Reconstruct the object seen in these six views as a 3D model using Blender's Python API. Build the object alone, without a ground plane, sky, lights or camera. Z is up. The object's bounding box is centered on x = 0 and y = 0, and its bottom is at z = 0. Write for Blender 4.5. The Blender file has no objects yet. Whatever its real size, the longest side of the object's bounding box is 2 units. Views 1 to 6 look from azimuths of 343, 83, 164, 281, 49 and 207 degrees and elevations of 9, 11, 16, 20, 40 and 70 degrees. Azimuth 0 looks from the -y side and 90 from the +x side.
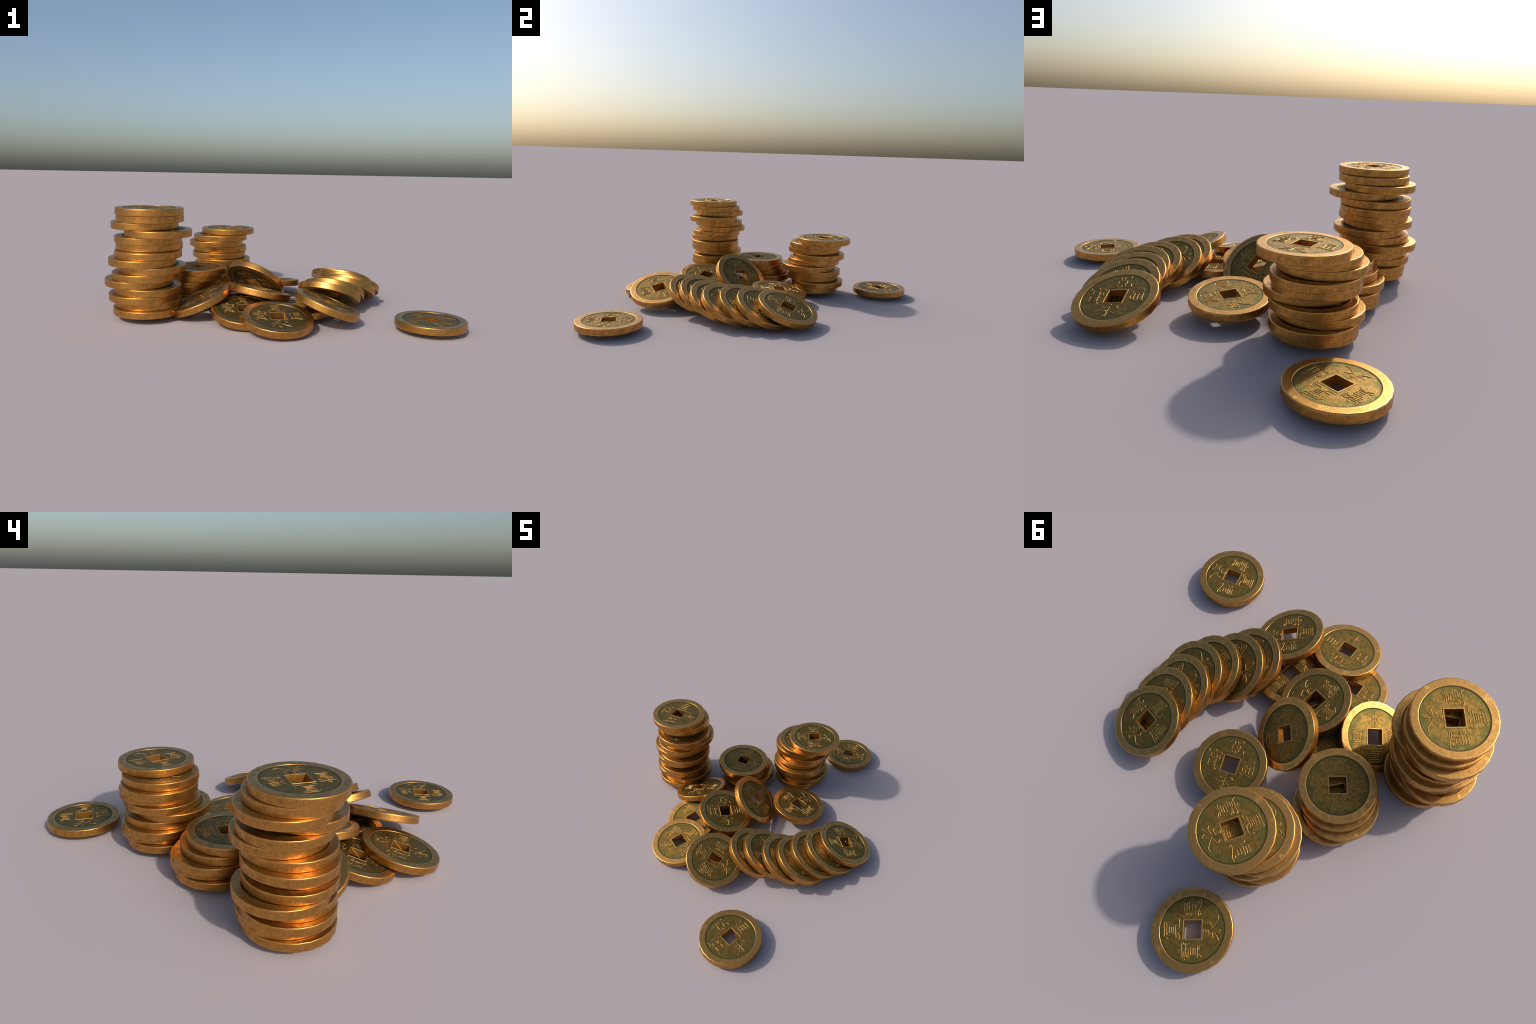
"""A hoard of old bronze cash coins: three leaning stacks, a toppled fan of
seven coins, a small heap and two stray coins.  Every coin is the same casting:
a faceted round rim, a sunken field, a raised frame round a square hole and four
raised characters (top, right, bottom, left) on each face."""
import bpy, math, random
import numpy as np
from mathutils import Matrix, Vector

random.seed(7)
rng = np.random.default_rng(7)

# ------------------------------------------------------------------ dimensions
R = 0.1715          # coin radius
T = 0.0360          # coin thickness
SIDES = 24          # the rim is cast as a 24-sided round
SUB = 4             # mesh columns per facet
NSEG = SIDES * SUB
REC = 0.787 * R     # inner radius of the rim
DEPTH = 0.0021      # how far the field lies below the rim
HOLE = 0.2130 * R   # half width of the square hole
FRAME = 0.2500 * R  # half width of the raised frame round it
ZT = T / 2
ZF = ZT - DEPTH

# --------------------------------------------------- the four cast characters
# Brush strokes as control points in units of the coin radius (x right, y up).
STROKES = {
    'long_life': [
        [(-0.067, -0.258), (0.004, -0.279), (0.006, -0.306), (-0.059, -0.341)],
        [(-0.144, -0.375), (-0.105, -0.411), (-0.051, -0.392), (0.004, -0.369), (-0.003, -0.401), (-0.008, -0.488), (-0.009, -0.596), (-0.009, -0.683), (-0.046, -0.662), (-0.092, -0.626)],
        [(0.142, -0.340), (0.184, -0.370), (0.192, -0.400), (0.116, -0.439), (0.043, -0.485)],
        [(0.032, -0.486), (0.095, -0.532), (0.174, -0.583), (0.258, -0.619), (0.327, -0.607)],
        [(-0.069, -0.469), (-0.053, -0.500), (-0.118, -0.568), (-0.185, -0.614), (-0.252, -0.638)],
        [(-0.066, -0.475), (-0.134, -0.490), (-0.175, -0.506), (-0.237, -0.476)],
    ],
    'lenient': [
        [(-0.219, 0.579), (-0.178, 0.615), (-0.154, 0.668), (-0.032, 0.679), (0.091, 0.690), (0.161, 0.702)],
        [(0.169, 0.692), (0.173, 0.660), (0.132, 0.630), (0.108, 0.622), (0.071, 0.625), (-0.011, 0.623), (-0.073, 0.617), (-0.125, 0.610)],
        [(0.027, 0.656), (0.028, 0.588)],
        [(-0.056, 0.650), (-0.054, 0.582)],
        [(-0.091, 0.545), (0.009, 0.557), (0.091, 0.560), (0.108, 0.538), (0.112, 0.462), (0.093, 0.414)],
        [(-0.093, 0.545), (-0.089, 0.490), (-0.091, 0.422)],
        [(0.102, 0.380), (0.083, 0.411), (-0.032, 0.403), (-0.113, 0.395), (-0.182, 0.387)],
        [(0.054, 0.509), (-0.072, 0.496)],
        [(0.067, 0.461), (-0.081, 0.451)],
        [(-0.066, 0.373), (-0.072, 0.347), (-0.117, 0.323), (-0.174, 0.309), (-0.235, 0.311)],
        [(0.240, 0.436), (0.256, 0.369), (0.261, 0.348), (0.207, 0.327), (0.161, 0.319), (0.091, 0.320), (0.034, 0.337), (0.013, 0.383)],
    ],
    'treasure': [
        [(-0.676, 0.272), (-0.645, 0.217), (-0.540, 0.225), (-0.442, 0.231), (-0.337, 0.245), (-0.297, 0.213), (-0.350, 0.186)],
        [(-0.647, 0.217), (-0.669, 0.180), (-0.695, 0.147)],
        [(-0.468, 0.261), (-0.481, 0.288), (-0.533, 0.308)],
        [(-0.327, 0.146), (-0.383, 0.156), (-0.429, 0.145), (-0.474, 0.139), (-0.539, 0.129), (-0.591, 0.125), (-0.634, 0.113)],
        [(-0.504, 0.176), (-0.559, 0.175), (-0.598, 0.172), (-0.627, 0.155)],
        [(-0.572, 0.175), (-0.578, 0.086)],
        [(-0.507, 0.076), (-0.572, 0.073), (-0.646, 0.067)],
        [(-0.432, 0.198), (-0.455, 0.169), (-0.481, 0.136)],
        [(-0.422, 0.133), (-0.448, 0.097), (-0.484, 0.071)],
        [(-0.409, 0.144), (-0.411, 0.096), (-0.409, 0.053)],
        [(-0.320, 0.060), (-0.330, 0.094), (-0.373, 0.122)],
        [(-0.588, 0.010), (-0.507, 0.022), (-0.429, 0.026), (-0.402, 0.017), (-0.402, -0.065), (-0.402, -0.145), (-0.379, -0.154)],
        [(-0.409, -0.141), (-0.507, -0.147), (-0.588, -0.153), (-0.643, -0.157)],
        [(-0.591, 0.010), (-0.593, -0.066), (-0.591, -0.151)],
        [(-0.429, -0.039), (-0.500, -0.040), (-0.572, -0.042)],
        [(-0.448, -0.090), (-0.517, -0.091), (-0.585, -0.094)],
        [(-0.474, -0.181), (-0.422, -0.180), (-0.373, -0.205), (-0.350, -0.245)],
        [(-0.549, -0.183), (-0.588, -0.209), (-0.628, -0.234)],
    ],
    'circulate': [
        [(0.597, 0.197), (0.623, 0.213), (0.615, 0.238), (0.532, 0.225), (0.456, 0.221), (0.435, 0.208)],
        [(0.629, 0.157), (0.548, 0.162), (0.458, 0.155)],
        [(0.600, -0.106), (0.658, -0.134), (0.654, -0.062), (0.649, 0.001), (0.652, 0.086), (0.627, 0.108), (0.532, 0.098), (0.458, 0.100)],
        [(0.453, 0.100), (0.453, -0.010), (0.453, -0.113)],
        [(0.545, 0.064), (0.545, -0.030), (0.549, -0.121)],
        [(0.604, 0.033), (0.548, 0.031), (0.474, 0.026)],
        [(0.605, -0.042), (0.548, -0.044), (0.487, -0.049)],
        [(0.702, -0.176), (0.655, -0.191), (0.609, -0.187), (0.527, -0.163), (0.447, -0.136), (0.353, -0.126), (0.323, -0.151), (0.377, -0.177)],
        [(0.401, 0.084), (0.392, 0.055), (0.368, 0.026), (0.356, -0.012), (0.371, -0.052), (0.371, -0.074), (0.353, -0.094)],
        [(0.395, 0.084), (0.365, 0.068), (0.329, 0.050)],
        [(0.344, 0.181), (0.383, 0.166), (0.383, 0.145), (0.347, 0.125)],
    ],
}
STROKE_W = 0.0165 * R
STROKE_H = 0.0018

# ------------------------------------------------------- where the coins lie
# centre x, y, z, slope of the face (nx/nz, ny/nz), turn about its own axis
LOOSE = [
    (0.6729, -0.8300, 0.0408, -0.0058, 0.0003, 1.630),  # lone coin at the front
    (-0.0312, 0.8289, 0.0404, -0.0059, -0.0051, 5.175),  # lone coin at the back
    (0.1662, 0.1217, 0.0789, 0.0428, 0.1241, 3.295),  # beside the middle stack
    (0.2204, -0.6082, 0.1018, 0.3510, -0.0880, 1.993),  # leaning over the fan head
    (-0.0610, -0.6764, 0.0621, 0.0084, -0.1952, 6.141),  # front left, upper
    (-0.1718, -0.4933, 0.0621, -0.0027, -0.2336, 6.180),  # front left, lower
    (0.1337, -0.4438, 0.0455, 0.0000, 0.0000, 1.213),  # flat, under the heap
    (-0.0508, -0.3267, 0.1200, 0.2313, 0.0934, 1.134),  # top of the heap
    (-0.0065, -0.1104, 0.1343, 0.7172, 0.5971, 0.511),  # standing steeply
    (-0.3642, -0.2966, 0.0813, -0.4100, 0.0831, 0.460),  # propped on the tall stack
    (-0.1510, -0.2468, 0.0405, 0.0000, 0.0000, 6.133),  # flat, under the short stack side
]
FAN = [
    (0.3311, -0.3822, 0.1058, 0.3527, 0.3413, 3.115),
    (0.3864, -0.3222, 0.1044, 0.3594, 0.4142, 4.599),
    (0.4850, -0.2616, 0.1028, 0.3676, 0.3619, 2.531),
    (0.5442, -0.1982, 0.1005, 0.3279, 0.3903, 5.838),
    (0.5663, -0.1045, 0.1001, 0.3407, 0.3666, 5.123),
    (0.5967, -0.0124, 0.0956, 0.3291, 0.3797, 4.529),
    (0.6132, 0.1061, 0.0962, 0.2419, 0.2985, 2.771),
]
# stacks: height of the lowest centre, then x, y and turn of each coin, bottom to top
STACKS = [
    (0.0469, [
        (-0.6351, -0.2635, 0.713),
        (-0.6249, -0.2390, 3.798),
        (-0.6557, -0.2622, 1.025),
        (-0.6293, -0.2590, 5.476),
        (-0.6729, -0.2372, 5.107),
        (-0.6399, -0.2625, 3.639),
        (-0.6062, -0.2615, 3.156),
        (-0.6557, -0.2628, 2.330),
        (-0.6247, -0.2530, 3.594),
        (-0.6149, -0.2165, 1.968),
        (-0.6227, -0.2368, 2.147),
        (-0.5762, -0.2777, 2.410),
        (-0.6384, -0.2324, 1.551),
        (-0.6144, -0.2572, 0.236),
        (-0.6193, -0.2780, 2.049),
    ]),
    (0.0480, [
        (-0.1093, 0.3858, 3.796),
        (-0.0959, 0.4162, 2.624),
        (-0.1288, 0.3907, 4.275),
        (-0.0988, 0.3951, 5.483),
        (-0.0900, 0.3468, 5.988),
        (-0.1098, 0.3889, 3.724),
        (-0.0963, 0.4161, 1.373),
        (-0.1281, 0.3921, 3.349),
        (-0.0998, 0.3955, 5.411),
        (-0.0396, 0.4373, 2.376),
    ]),
    (0.0462, [
        (-0.3406, 0.0789, 3.375),
        (-0.3277, 0.1021, 2.203),
        (-0.3571, 0.0779, 0.994),
        (-0.3314, 0.0548, 2.239),
        (-0.3190, 0.0331, 2.047),
    ]),
]


# ------------------------------------------------------------------- materials
class Net:
    """Tiny helper for writing shader networks."""

    def __init__(self, name):
        self.mat = bpy.data.materials.new(name)
        self.mat.use_nodes = True
        self.t = self.mat.node_tree
        self.bsdf = next(n for n in self.t.nodes if n.type == 'BSDF_PRINCIPLED')
        self.obj = self.t.nodes.new('ShaderNodeTexCoord').outputs['Object']

    def put(self, sock, v):
        if hasattr(v, 'is_linked'):
            self.t.links.new(v, sock)
        else:
            sock.default_value = v

    def noise(self, scale, detail=4.0, rough=0.6, vec=None, dist=0.0):
        n = self.t.nodes.new('ShaderNodeTexNoise')
        self.put(n.inputs['Vector'], vec or self.obj)
        n.inputs['Scale'].default_value = scale
        n.inputs['Detail'].default_value = detail
        n.inputs['Roughness'].default_value = rough
        n.inputs['Distortion'].default_value = dist
        return n.outputs['Fac']

    def voronoi(self, scale, vec=None):
        n = self.t.nodes.new('ShaderNodeTexVoronoi')
        self.put(n.inputs['Vector'], vec or self.obj)
        n.inputs['Scale'].default_value = scale
        return n.outputs['Distance']

    def math(self, op, a, b=0.0, clamp=False):
        n = self.t.nodes.new('ShaderNodeMath')
        n.operation = op
        n.use_clamp = clamp
        self.put(n.inputs[0], a)
        self.put(n.inputs[1], b)
        return n.outputs[0]

    def range(self, v, lo, hi, a=0.0, b=1.0):
        n = self.t.nodes.new('ShaderNodeMapRange')
        n.interpolation_type = 'SMOOTHSTEP'
        self.put(n.inputs['Value'], v)
        for k, x in zip(('From Min', 'From Max', 'To Min', 'To Max'), (lo, hi, a, b)):
            n.inputs[k].default_value = x
        return n.outputs['Result']

    def mix(self, f, a, b):
        n = self.t.nodes.new('ShaderNodeMix')
        n.data_type = 'RGBA'
        self.put(n.inputs[0], f)
        self.put(n.inputs[6], a if hasattr(a, 'is_linked') else (*a, 1))
        self.put(n.inputs[7], b if hasattr(b, 'is_linked') else (*b, 1))
        return n.outputs[2]

    def radius(self):
        s = self.t.nodes.new('ShaderNodeSeparateXYZ')
        self.t.links.new(self.obj, s.inputs[0])
        x2 = self.math('MULTIPLY', s.outputs[0], s.outputs[0])
        y2 = self.math('MULTIPLY', s.outputs[1], s.outputs[1])
        return self.math('DIVIDE', self.math('SQRT', self.math('ADD', x2, y2)), R)

    def spot(self, x, y, size):
        """1 inside a round area of the face, 0 outside."""
        m = self.t.nodes.new('ShaderNodeVectorMath')
        m.operation = 'MULTIPLY'
        self.t.links.new(self.obj, m.inputs[0])
        m.inputs[1].default_value = (1, 1, 0)
        d = self.t.nodes.new('ShaderNodeVectorMath')
        d.operation = 'DISTANCE'
        self.t.links.new(m.outputs[0], d.inputs[0])
        d.inputs[1].default_value = (x * R, y * R, 0)
        return self.range(d.outputs['Value'], size * R * 0.55, size * R, 1.0, 0.0)

    def bump(self, height, strength, distance, normal=None):
        n = self.t.nodes.new('ShaderNodeBump')
        n.inputs['Strength'].default_value = strength
        n.inputs['Distance'].default_value = distance
        self.put(n.inputs['Height'], height)
        if normal:
            self.t.links.new(normal, n.inputs['Normal'])
        return n.outputs[0]

    def done(self, col, metal, rough, normal):
        self.put(self.bsdf.inputs['Base Color'], col)
        self.put(self.bsdf.inputs['Metallic'], metal)
        self.put(self.bsdf.inputs['Roughness'], rough)
        self.put(self.bsdf.inputs['Normal'], normal)
        return self.mat


BRASS = (0.690, 0.335, 0.080)
TARNISH = (0.370, 0.190, 0.052)
SOOT = (0.110, 0.074, 0.026)
OLIVE = (0.170, 0.114, 0.026)
UMBER = (0.285, 0.165, 0.040)
VERDIGRIS = (0.070, 0.106, 0.030)
CREVICE = (0.040, 0.032, 0.016)


def rim_material():
    n = Net('worn_brass')
    r = n.radius()
    s = n.t.nodes.new('ShaderNodeSeparateXYZ')
    n.t.links.new(n.obj, s.inputs[0])
    zz = n.math('DIVIDE', n.math('ABSOLUTE', s.outputs[2]), ZT)
    # tarnish keeps to the middle of the flat and of the edge; corners are rubbed
    flat = n.math('MULTIPLY', n.range(r, 0.795, 0.87), n.range(r, 0.925, 0.985, 1.0, 0.0))
    edge = n.math('MULTIPLY', n.range(r, 0.965, 0.985), n.range(zz, 0.45, 0.93, 1.0, 0.0))
    inner = n.math('MAXIMUM', flat, edge)
    grain = n.noise(420, 4, 0.75)
    cloud = n.range(n.noise(42, 4, 0.55), 0.30, 0.72)
    dark = n.math('MULTIPLY', cloud, n.range(inner, 0, 1, 0.30, 0.80))
    flank = n.range(r, 0.968, 0.988)
    col = n.mix(dark, n.mix(flank, (0.640, 0.344, 0.098), BRASS), n.mix(flank, (0.340, 0.184, 0.058), TARNISH))
    col = n.mix(n.math('MULTIPLY', n.range(grain, 0.50, 0.74), n.range(inner, 0, 1, 0.15, 0.75)), col, SOOT)
    dirt = n.math('MULTIPLY', n.range(n.noise(170, 5, 0.8), 0.46, 0.66), n.range(n.noise(34, 3, 0.6), 0.36, 0.62, 0.35, 1.0))
    col = n.mix(n.math('MULTIPLY', dirt, n.range(edge, 0, 1, 0.05, 0.70)), col, (0.150, 0.100, 0.034))
    specks = n.range(n.voronoi(150), 0.05, 0.15, 1.0, 0.0)
    specks = n.math('MULTIPLY', specks, n.range(n.noise(50, 2), 0.60, 0.68))
    col = n.mix(n.math('MULTIPLY', specks, 0.7), col, CREVICE)
    rough = n.math('ADD', n.range(dark, 0, 1, 0.34, 0.47), n.range(grain, 0.3, 0.7, -0.04, 0.07))
    # pitted patches knocked into the flat of the rim
    pits = n.spot(-0.44, 0.78, 0.13)
    for x, y, d in ((0.10, 0.91, 0.06), (-0.76, -0.52, 0.07), (0.62, -0.66, 0.05)):
        pits = n.math('MAXIMUM', pits, n.spot(x, y, d))
    pits = n.math('MULTIPLY', pits, n.range(r, 0.955, 0.985, 1.0, 0.0))
    pit = n.math('MULTIPLY', pits, n.range(n.noise(240, 2, 0.6), 0.50, 0.64))
    h = n.math('SUBTRACT', n.noise(70, 3, 0.5), n.math('MULTIPLY', pit, 0.9))
    nrm = n.bump(h, 0.35, 0.0012)
    nrm = n.bump(grain, 0.20, 0.0005, nrm)
    return n.done(col, 1.0, rough, nrm)


def field_material():
    n = Net('verdigris_bronze')
    r = n.radius()
    big = n.noise(30, 5, 0.65, dist=0.5)
    grain = n.noise(240, 4, 0.75)
    col = n.mix(n.range(n.noise(55, 4, 0.65), 0.38, 0.62), UMBER, OLIVE)
    edge = n.range(r, 0.35, 0.79, -0.27, 0.18)
    green = n.range(n.math('ADD', big, edge), 0.48, 0.74)
    green = n.math('MULTIPLY', green, n.range(grain, 0.34, 0.62, 0.35, 1.0))
    col = n.mix(n.math('MULTIPLY', green, 0.80), col, VERDIGRIS)
    col = n.mix(n.range(grain, 0.50, 0.78, 0.0, 0.65), col, SOOT)
    col = n.mix(n.range(r, 0.745, 0.785, 0.0, 0.85), col, CREVICE)  # occlusion shadow under the rim, painted as a dark ring
    metal = n.range(green, 0.0, 1.0, 0.96, 0.84)
    rough = n.range(green, 0.0, 1.0, 0.48, 0.58)
    h = n.math('ADD', n.math('MULTIPLY', grain, 0.8), n.noise(190, 3, 0.6))
    nrm = n.bump(h, 0.65, 0.0012)
    return n.done(col, metal, rough, nrm)


def relief_material():
    n = Net('rubbed_brass')
    s = n.t.nodes.new('ShaderNodeSeparateXYZ')
    n.t.links.new(n.obj, s.inputs[0])
    z = n.math('ABSOLUTE', s.outputs[2])
    crest = n.range(z, ZF + 0.0001, ZF + 0.0009)
    cloud = n.range(n.noise(45, 3, 0.6), 0.35, 0.70)
    col = n.mix(n.math('MULTIPLY', cloud, 0.7), (0.540, 0.312, 0.092), (0.400, 0.235, 0.070))
    col = n.mix(n.range(n.noise(300, 3), 0.5, 0.8, 0.0, 0.6), col, SOOT)
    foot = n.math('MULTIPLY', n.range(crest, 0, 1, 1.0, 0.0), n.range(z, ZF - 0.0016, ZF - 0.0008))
    col = n.mix(n.math('MULTIPLY', foot, 0.74), col, CREVICE)  # base of the relief darkened to draw the shade beside strokes and frame
    wall = n.range(z, ZF - 0.0030, ZF - 0.0012, 1.0, 0.0)
    col = n.mix(n.math('MULTIPLY', wall, 0.85), col, (0.60, 0.285, 0.052))
    rough = n.math('ADD', n.range(cloud, 0, 1, 0.48, 0.56), n.math('MULTIPLY', foot, 0.15))
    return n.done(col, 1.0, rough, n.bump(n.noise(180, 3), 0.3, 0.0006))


RIM_MAT, FIELD_MAT, RELIEF_MAT = rim_material(), field_material(), relief_material()


# -------------------------------------------------------------------- geometry
def mesh_from(name, verts, faces, mat, smooth=True, normals=None):
    me = bpy.data.meshes.new(name)
    me.from_pydata([tuple(v) for v in verts], [], faces)
    me.update()
    me.materials.append(mat)
    me.polygons.foreach_set('use_smooth', [smooth] * len(me.polygons))
    if normals is not None:
        me.normals_split_custom_set_from_vertices([tuple(n) for n in normals])
    return me


def facet_radius(a):
    """radius of the 24-sided outline at angle a, corners on the circle R"""
    step = 2 * math.pi / SIDES
    d = (a % step) - step / 2
    # facet middles stand on the axes of the square hole
    d = ((a + step / 2) % step) - step / 2
    return R * math.cos(step / 2) / math.cos(d)


def make_rim():
    bev = 0.0180 * R
    # (kind, inset, z, tilt of the normal from the vertical outwards)
    prof = []
    for s in (1, -1):
        ring = [('in', 0.000 * R, s * (ZF - 0.002), -90),
                ('in', 0.000 * R, s * (ZF + 0.0004), -80),
                ('in', 0.009 * R, s * (ZT - 0.0003), -25),
                ('in', 0.020 * R, s * ZT, 0),
                ('out', 0.034 * R, s * ZT, 0),
                ('out', bev, s * (ZT - 0.0002), 12),
                ('out', bev * 0.30, s * (ZT - bev * 0.30), 45),
                ('out', 0.0, s * (ZT - bev), 82),
                ('out', 0.0, s * (ZT - 2.4 * bev), 90)]
        prof += ring if s == 1 else ring[::-1]
    # bevelled corners rock a little, as worn edges do
    wob = [rng.normal(0, 0.0005, SIDES) for _ in range(2)]
    V, N, F = [], [], []
    for k, (kind, inset, z, tilt) in enumerate(prof):
        top = 1 if z > 0 else -1
        for i in range(NSEG):
            a = 2 * math.pi * (i + 0.5 * 0) / NSEG + math.pi / SIDES
            if kind == 'in':
                r = REC + inset
            else:
                f = i / SUB
                w = wob[0 if top > 0 else 1]
                j = int(f) % SIDES
                u = f - int(f)
                r = facet_radius(a) - inset + (w[j] * (1 - u) + w[(j + 1) % SIDES] * u)
            V.append((r * math.cos(a), r * math.sin(a), z))
            t = math.radians(tilt)
            N.append((math.sin(t) * math.cos(a), math.sin(t) * math.sin(a), math.cos(t) * top))
    m = len(prof)
    for k in range(m):
        k2 = (k + 1) % m
        for i in range(NSEG):
            j = (i + 1) % NSEG
            F.append((k * NSEG + i, k2 * NSEG + i, k2 * NSEG + j, k * NSEG + j))
    return mesh_from('rim', V, F, RIM_MAT, True, N)


def square_ring(half, z, n=NSEG):
    pts = []
    for i in range(n):
        a = 2 * math.pi * i / n + math.pi / SIDES
        c, s = math.cos(a), math.sin(a)
        k = half / max(abs(c), abs(s))
        pts.append((c * k, s * k, z))
    return pts


def make_field():
    """the sunken disc, square-holed, both faces and the wall of its hole"""
    V, F = [], []
    rows = []
    inner = 0.5 * (HOLE + FRAME)
    for s in (1, -1):
        order = [0, 0.12, 0.25, 0.4, 0.6, 0.8, 1.0]
        if s == -1:
            order = order[::-1]
        for u in order:
            sq = square_ring(inner, s * ZF)
            row = []
            for (x, y, z) in sq:
                a = math.atan2(y, x)
                ro = REC + 0.006 * R
                row.append((x * (1 - u) + ro * math.cos(a) * u, y * (1 - u) + ro * math.sin(a) * u, z))
            rows.append(row)
    for row in rows:
        V += row
    m = len(rows)
    for k in range(m):
        k2 = (k + 1) % m
        for i in range(NSEG):
            j = (i + 1) % NSEG
            F.append((k * NSEG + i, k2 * NSEG + i, k2 * NSEG + j, k * NSEG + j))
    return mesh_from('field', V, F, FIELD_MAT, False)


def make_frame():
    """raised border of the square hole, carried down as the wall of the hole"""
    b = 0.006 * R
    prof = []
    for s in (1, -1):
        ring = [(HOLE, s * (ZT - 3 * b)), (HOLE, s * (ZT - 1.6 * b)), (HOLE + b, s * (ZT - 0.0006)),
                (FRAME - 1.6 * b, s * (ZT - 0.0006)), (FRAME - 0.4 * b, s * (ZT - 2.2 * b)), (FRAME, s * (ZF - 0.001))]
        prof += ring if s == 1 else ring[::-1]
    V, F = [], []
    for half, z in prof:
        for sx, sy in ((1, 1), (-1, 1), (-1, -1), (1, -1)):
            V.append((sx * half, sy * half, z))
    m = len(prof)
    for k in range(m):
        k2 = (k + 1) % m
        for i in range(4):
            j = (i + 1) % 4
            F.append((k * 4 + i, k * 4 + j, k2 * 4 + j, k2 * 4 + i))
    # slanting ridge modelled to show the bright diagonal glint on one hole wall
    e = len(V)
    y0, y1 = HOLE - 0.001, HOLE - 2 * HOLE * 0.65
    for y, z in ((y0, ZT - 0.002), (y1, 0.001 - ZT)):
        V += [(HOLE + 0.0004, y, z), (HOLE - 0.0019, y - 0.0018, z), (HOLE + 0.0004, y - 0.0044, z)]
    F += [(e, e + 1, e + 4, e + 3), (e + 1, e + 2, e + 5, e + 4), (e + 2, e, e + 3, e + 5), (e, e + 2, e + 1), (e + 3, e + 4, e + 5)]
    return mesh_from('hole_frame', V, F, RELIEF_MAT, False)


def spline(pts, step):
    """Catmull-Rom through the control points, resampled at about one step"""
    P = [np.array(p, float) for p in pts]
    P = [2 * P[0] - P[1]] + P + [2 * P[-1] - P[-2]]
    out = []
    for i in range(1, len(P) - 2):
        n = max(2, int(np.linalg.norm(P[i + 1] - P[i]) / step))
        for k in range(n):
            t = k / n
            out.append(0.5 * (2 * P[i] + (P[i + 1] - P[i - 1]) * t
                              + (2 * P[i - 1] - 5 * P[i] + 4 * P[i + 1] - P[i + 2]) * t * t
                              + (3 * P[i] - P[i - 1] - 3 * P[i + 1] + P[i + 2]) * t ** 3))
    out.append(P[-2])
    return np.array(out)


def make_inscription():
    """all strokes of the four characters as rounded ridges standing on the field"""
    V, F = [], []
    across = [-1.0, -0.72, -0.46, -0.20, 0.20, 0.46, 0.72, 1.0]
    lift = [0.0, 0.16, 0.60, 0.95, 0.95, 0.60, 0.16, 0.0]
    serial = 0
    for strokes in STROKES.values():
        for st in strokes:
            line = spline(st, 0.022) * R
            tang = np.gradient(line, axis=0)
            tang /= np.linalg.norm(tang, axis=1)[:, None] + 1e-12
            n = len(line)
            # brush pressure: fuller at both ends, thin in the middle; rounded tips
            sect = []
            w0 = STROKE_W * random.uniform(0.92, 1.10)
            for i in range(n):
                u = i / (n - 1)
                w = w0 * (0.88 + 0.22 * abs(2 * u - 1) ** 2)
                sect.append((line[i], tang[i], w, STROKE_H + 0.00012 * (serial % 5 - 2)))
            a, b = sect[0], sect[-1]
            sect = [(a[0] - a[1] * a[2] * 0.75, a[1], a[2] * 0.45, a[3] * 0.55)] + sect + \
                   [(b[0] + b[1] * b[2] * 0.75, b[1], b[2] * 0.45, b[3] * 0.55)]
            base = len(V)
            for p, t, w, h in sect:
                nx, ny = -t[1], t[0]
                for c, s in zip(across, lift):
                    V.append((p[0] + nx * w * c, p[1] + ny * w * c, ZF - 0.0001 + (h + 0.0001) * s))
            k = len(across)
            for i in range(len(sect) - 1):
                for j in range(k - 1):
                    F.append((base + i * k + j, base + i * k + j + 1, base + (i + 1) * k + j + 1, base + (i + 1) * k + j))
                F.append((base + i * k + k - 1, base + i * k, base + (i + 1) * k, base + (i + 1) * k + k - 1))
            F.append(tuple(base + j for j in range(k))[::-1])
            e = base + (len(sect) - 1) * k
            F.append(tuple(e + j for j in range(k)))
            serial += 1
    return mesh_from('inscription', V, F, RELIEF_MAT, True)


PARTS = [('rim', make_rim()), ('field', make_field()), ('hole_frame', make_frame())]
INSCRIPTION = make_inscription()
import bmesh
for me in [p[1] for p in PARTS[1:]] + [INSCRIPTION]:
    bm = bmesh.new()
    bm.from_mesh(me)
    bmesh.ops.recalc_face_normals(bm, faces=bm.faces)
    bm.to_mesh(me)
    bm.free()

scene = bpy.context.scene.collection


def place_coin(x, y, z, sx, sy, turn):
    coin = bpy.data.objects.new('bronze_cash_coin', None)
    coin.empty_display_size = R * 0.5
    up = Vector((sx, sy, 1)).normalized()
    a = Vector((math.cos(turn), math.sin(turn), 0))
    a = (a - up * a.dot(up)).normalized()
    b = up.cross(a)
    M = Matrix((a, b, up)).transposed().to_4x4()
    M.translation = (x, y, z)
    coin.matrix_world = M
    coin['label'] = 'round tarnished bronze cash coin with square hole and raised characters'
    coin['category'] = 'coin'
    scene.objects.link(coin)
    for name, me in PARTS:
        o = bpy.data.objects.new(name, me)
        o.parent = coin
        scene.objects.link(o)
    for flip in (False, True):
        o = bpy.data.objects.new('inscription', INSCRIPTION)
        o.parent = coin
        if flip:
            # the reverse is struck a quarter turn off the face
            o.rotation_euler = (0, math.pi, -math.pi / 2)
        scene.objects.link(o)


for pose in LOOSE + FAN:
    place_coin(*pose)

for z0, coins in STACKS:
    for i, (x, y, turn) in enumerate(coins):
        place_coin(x, y, z0 + i * (T + 0.00002), random.gauss(0, 0.001), random.gauss(0, 0.001), turn)
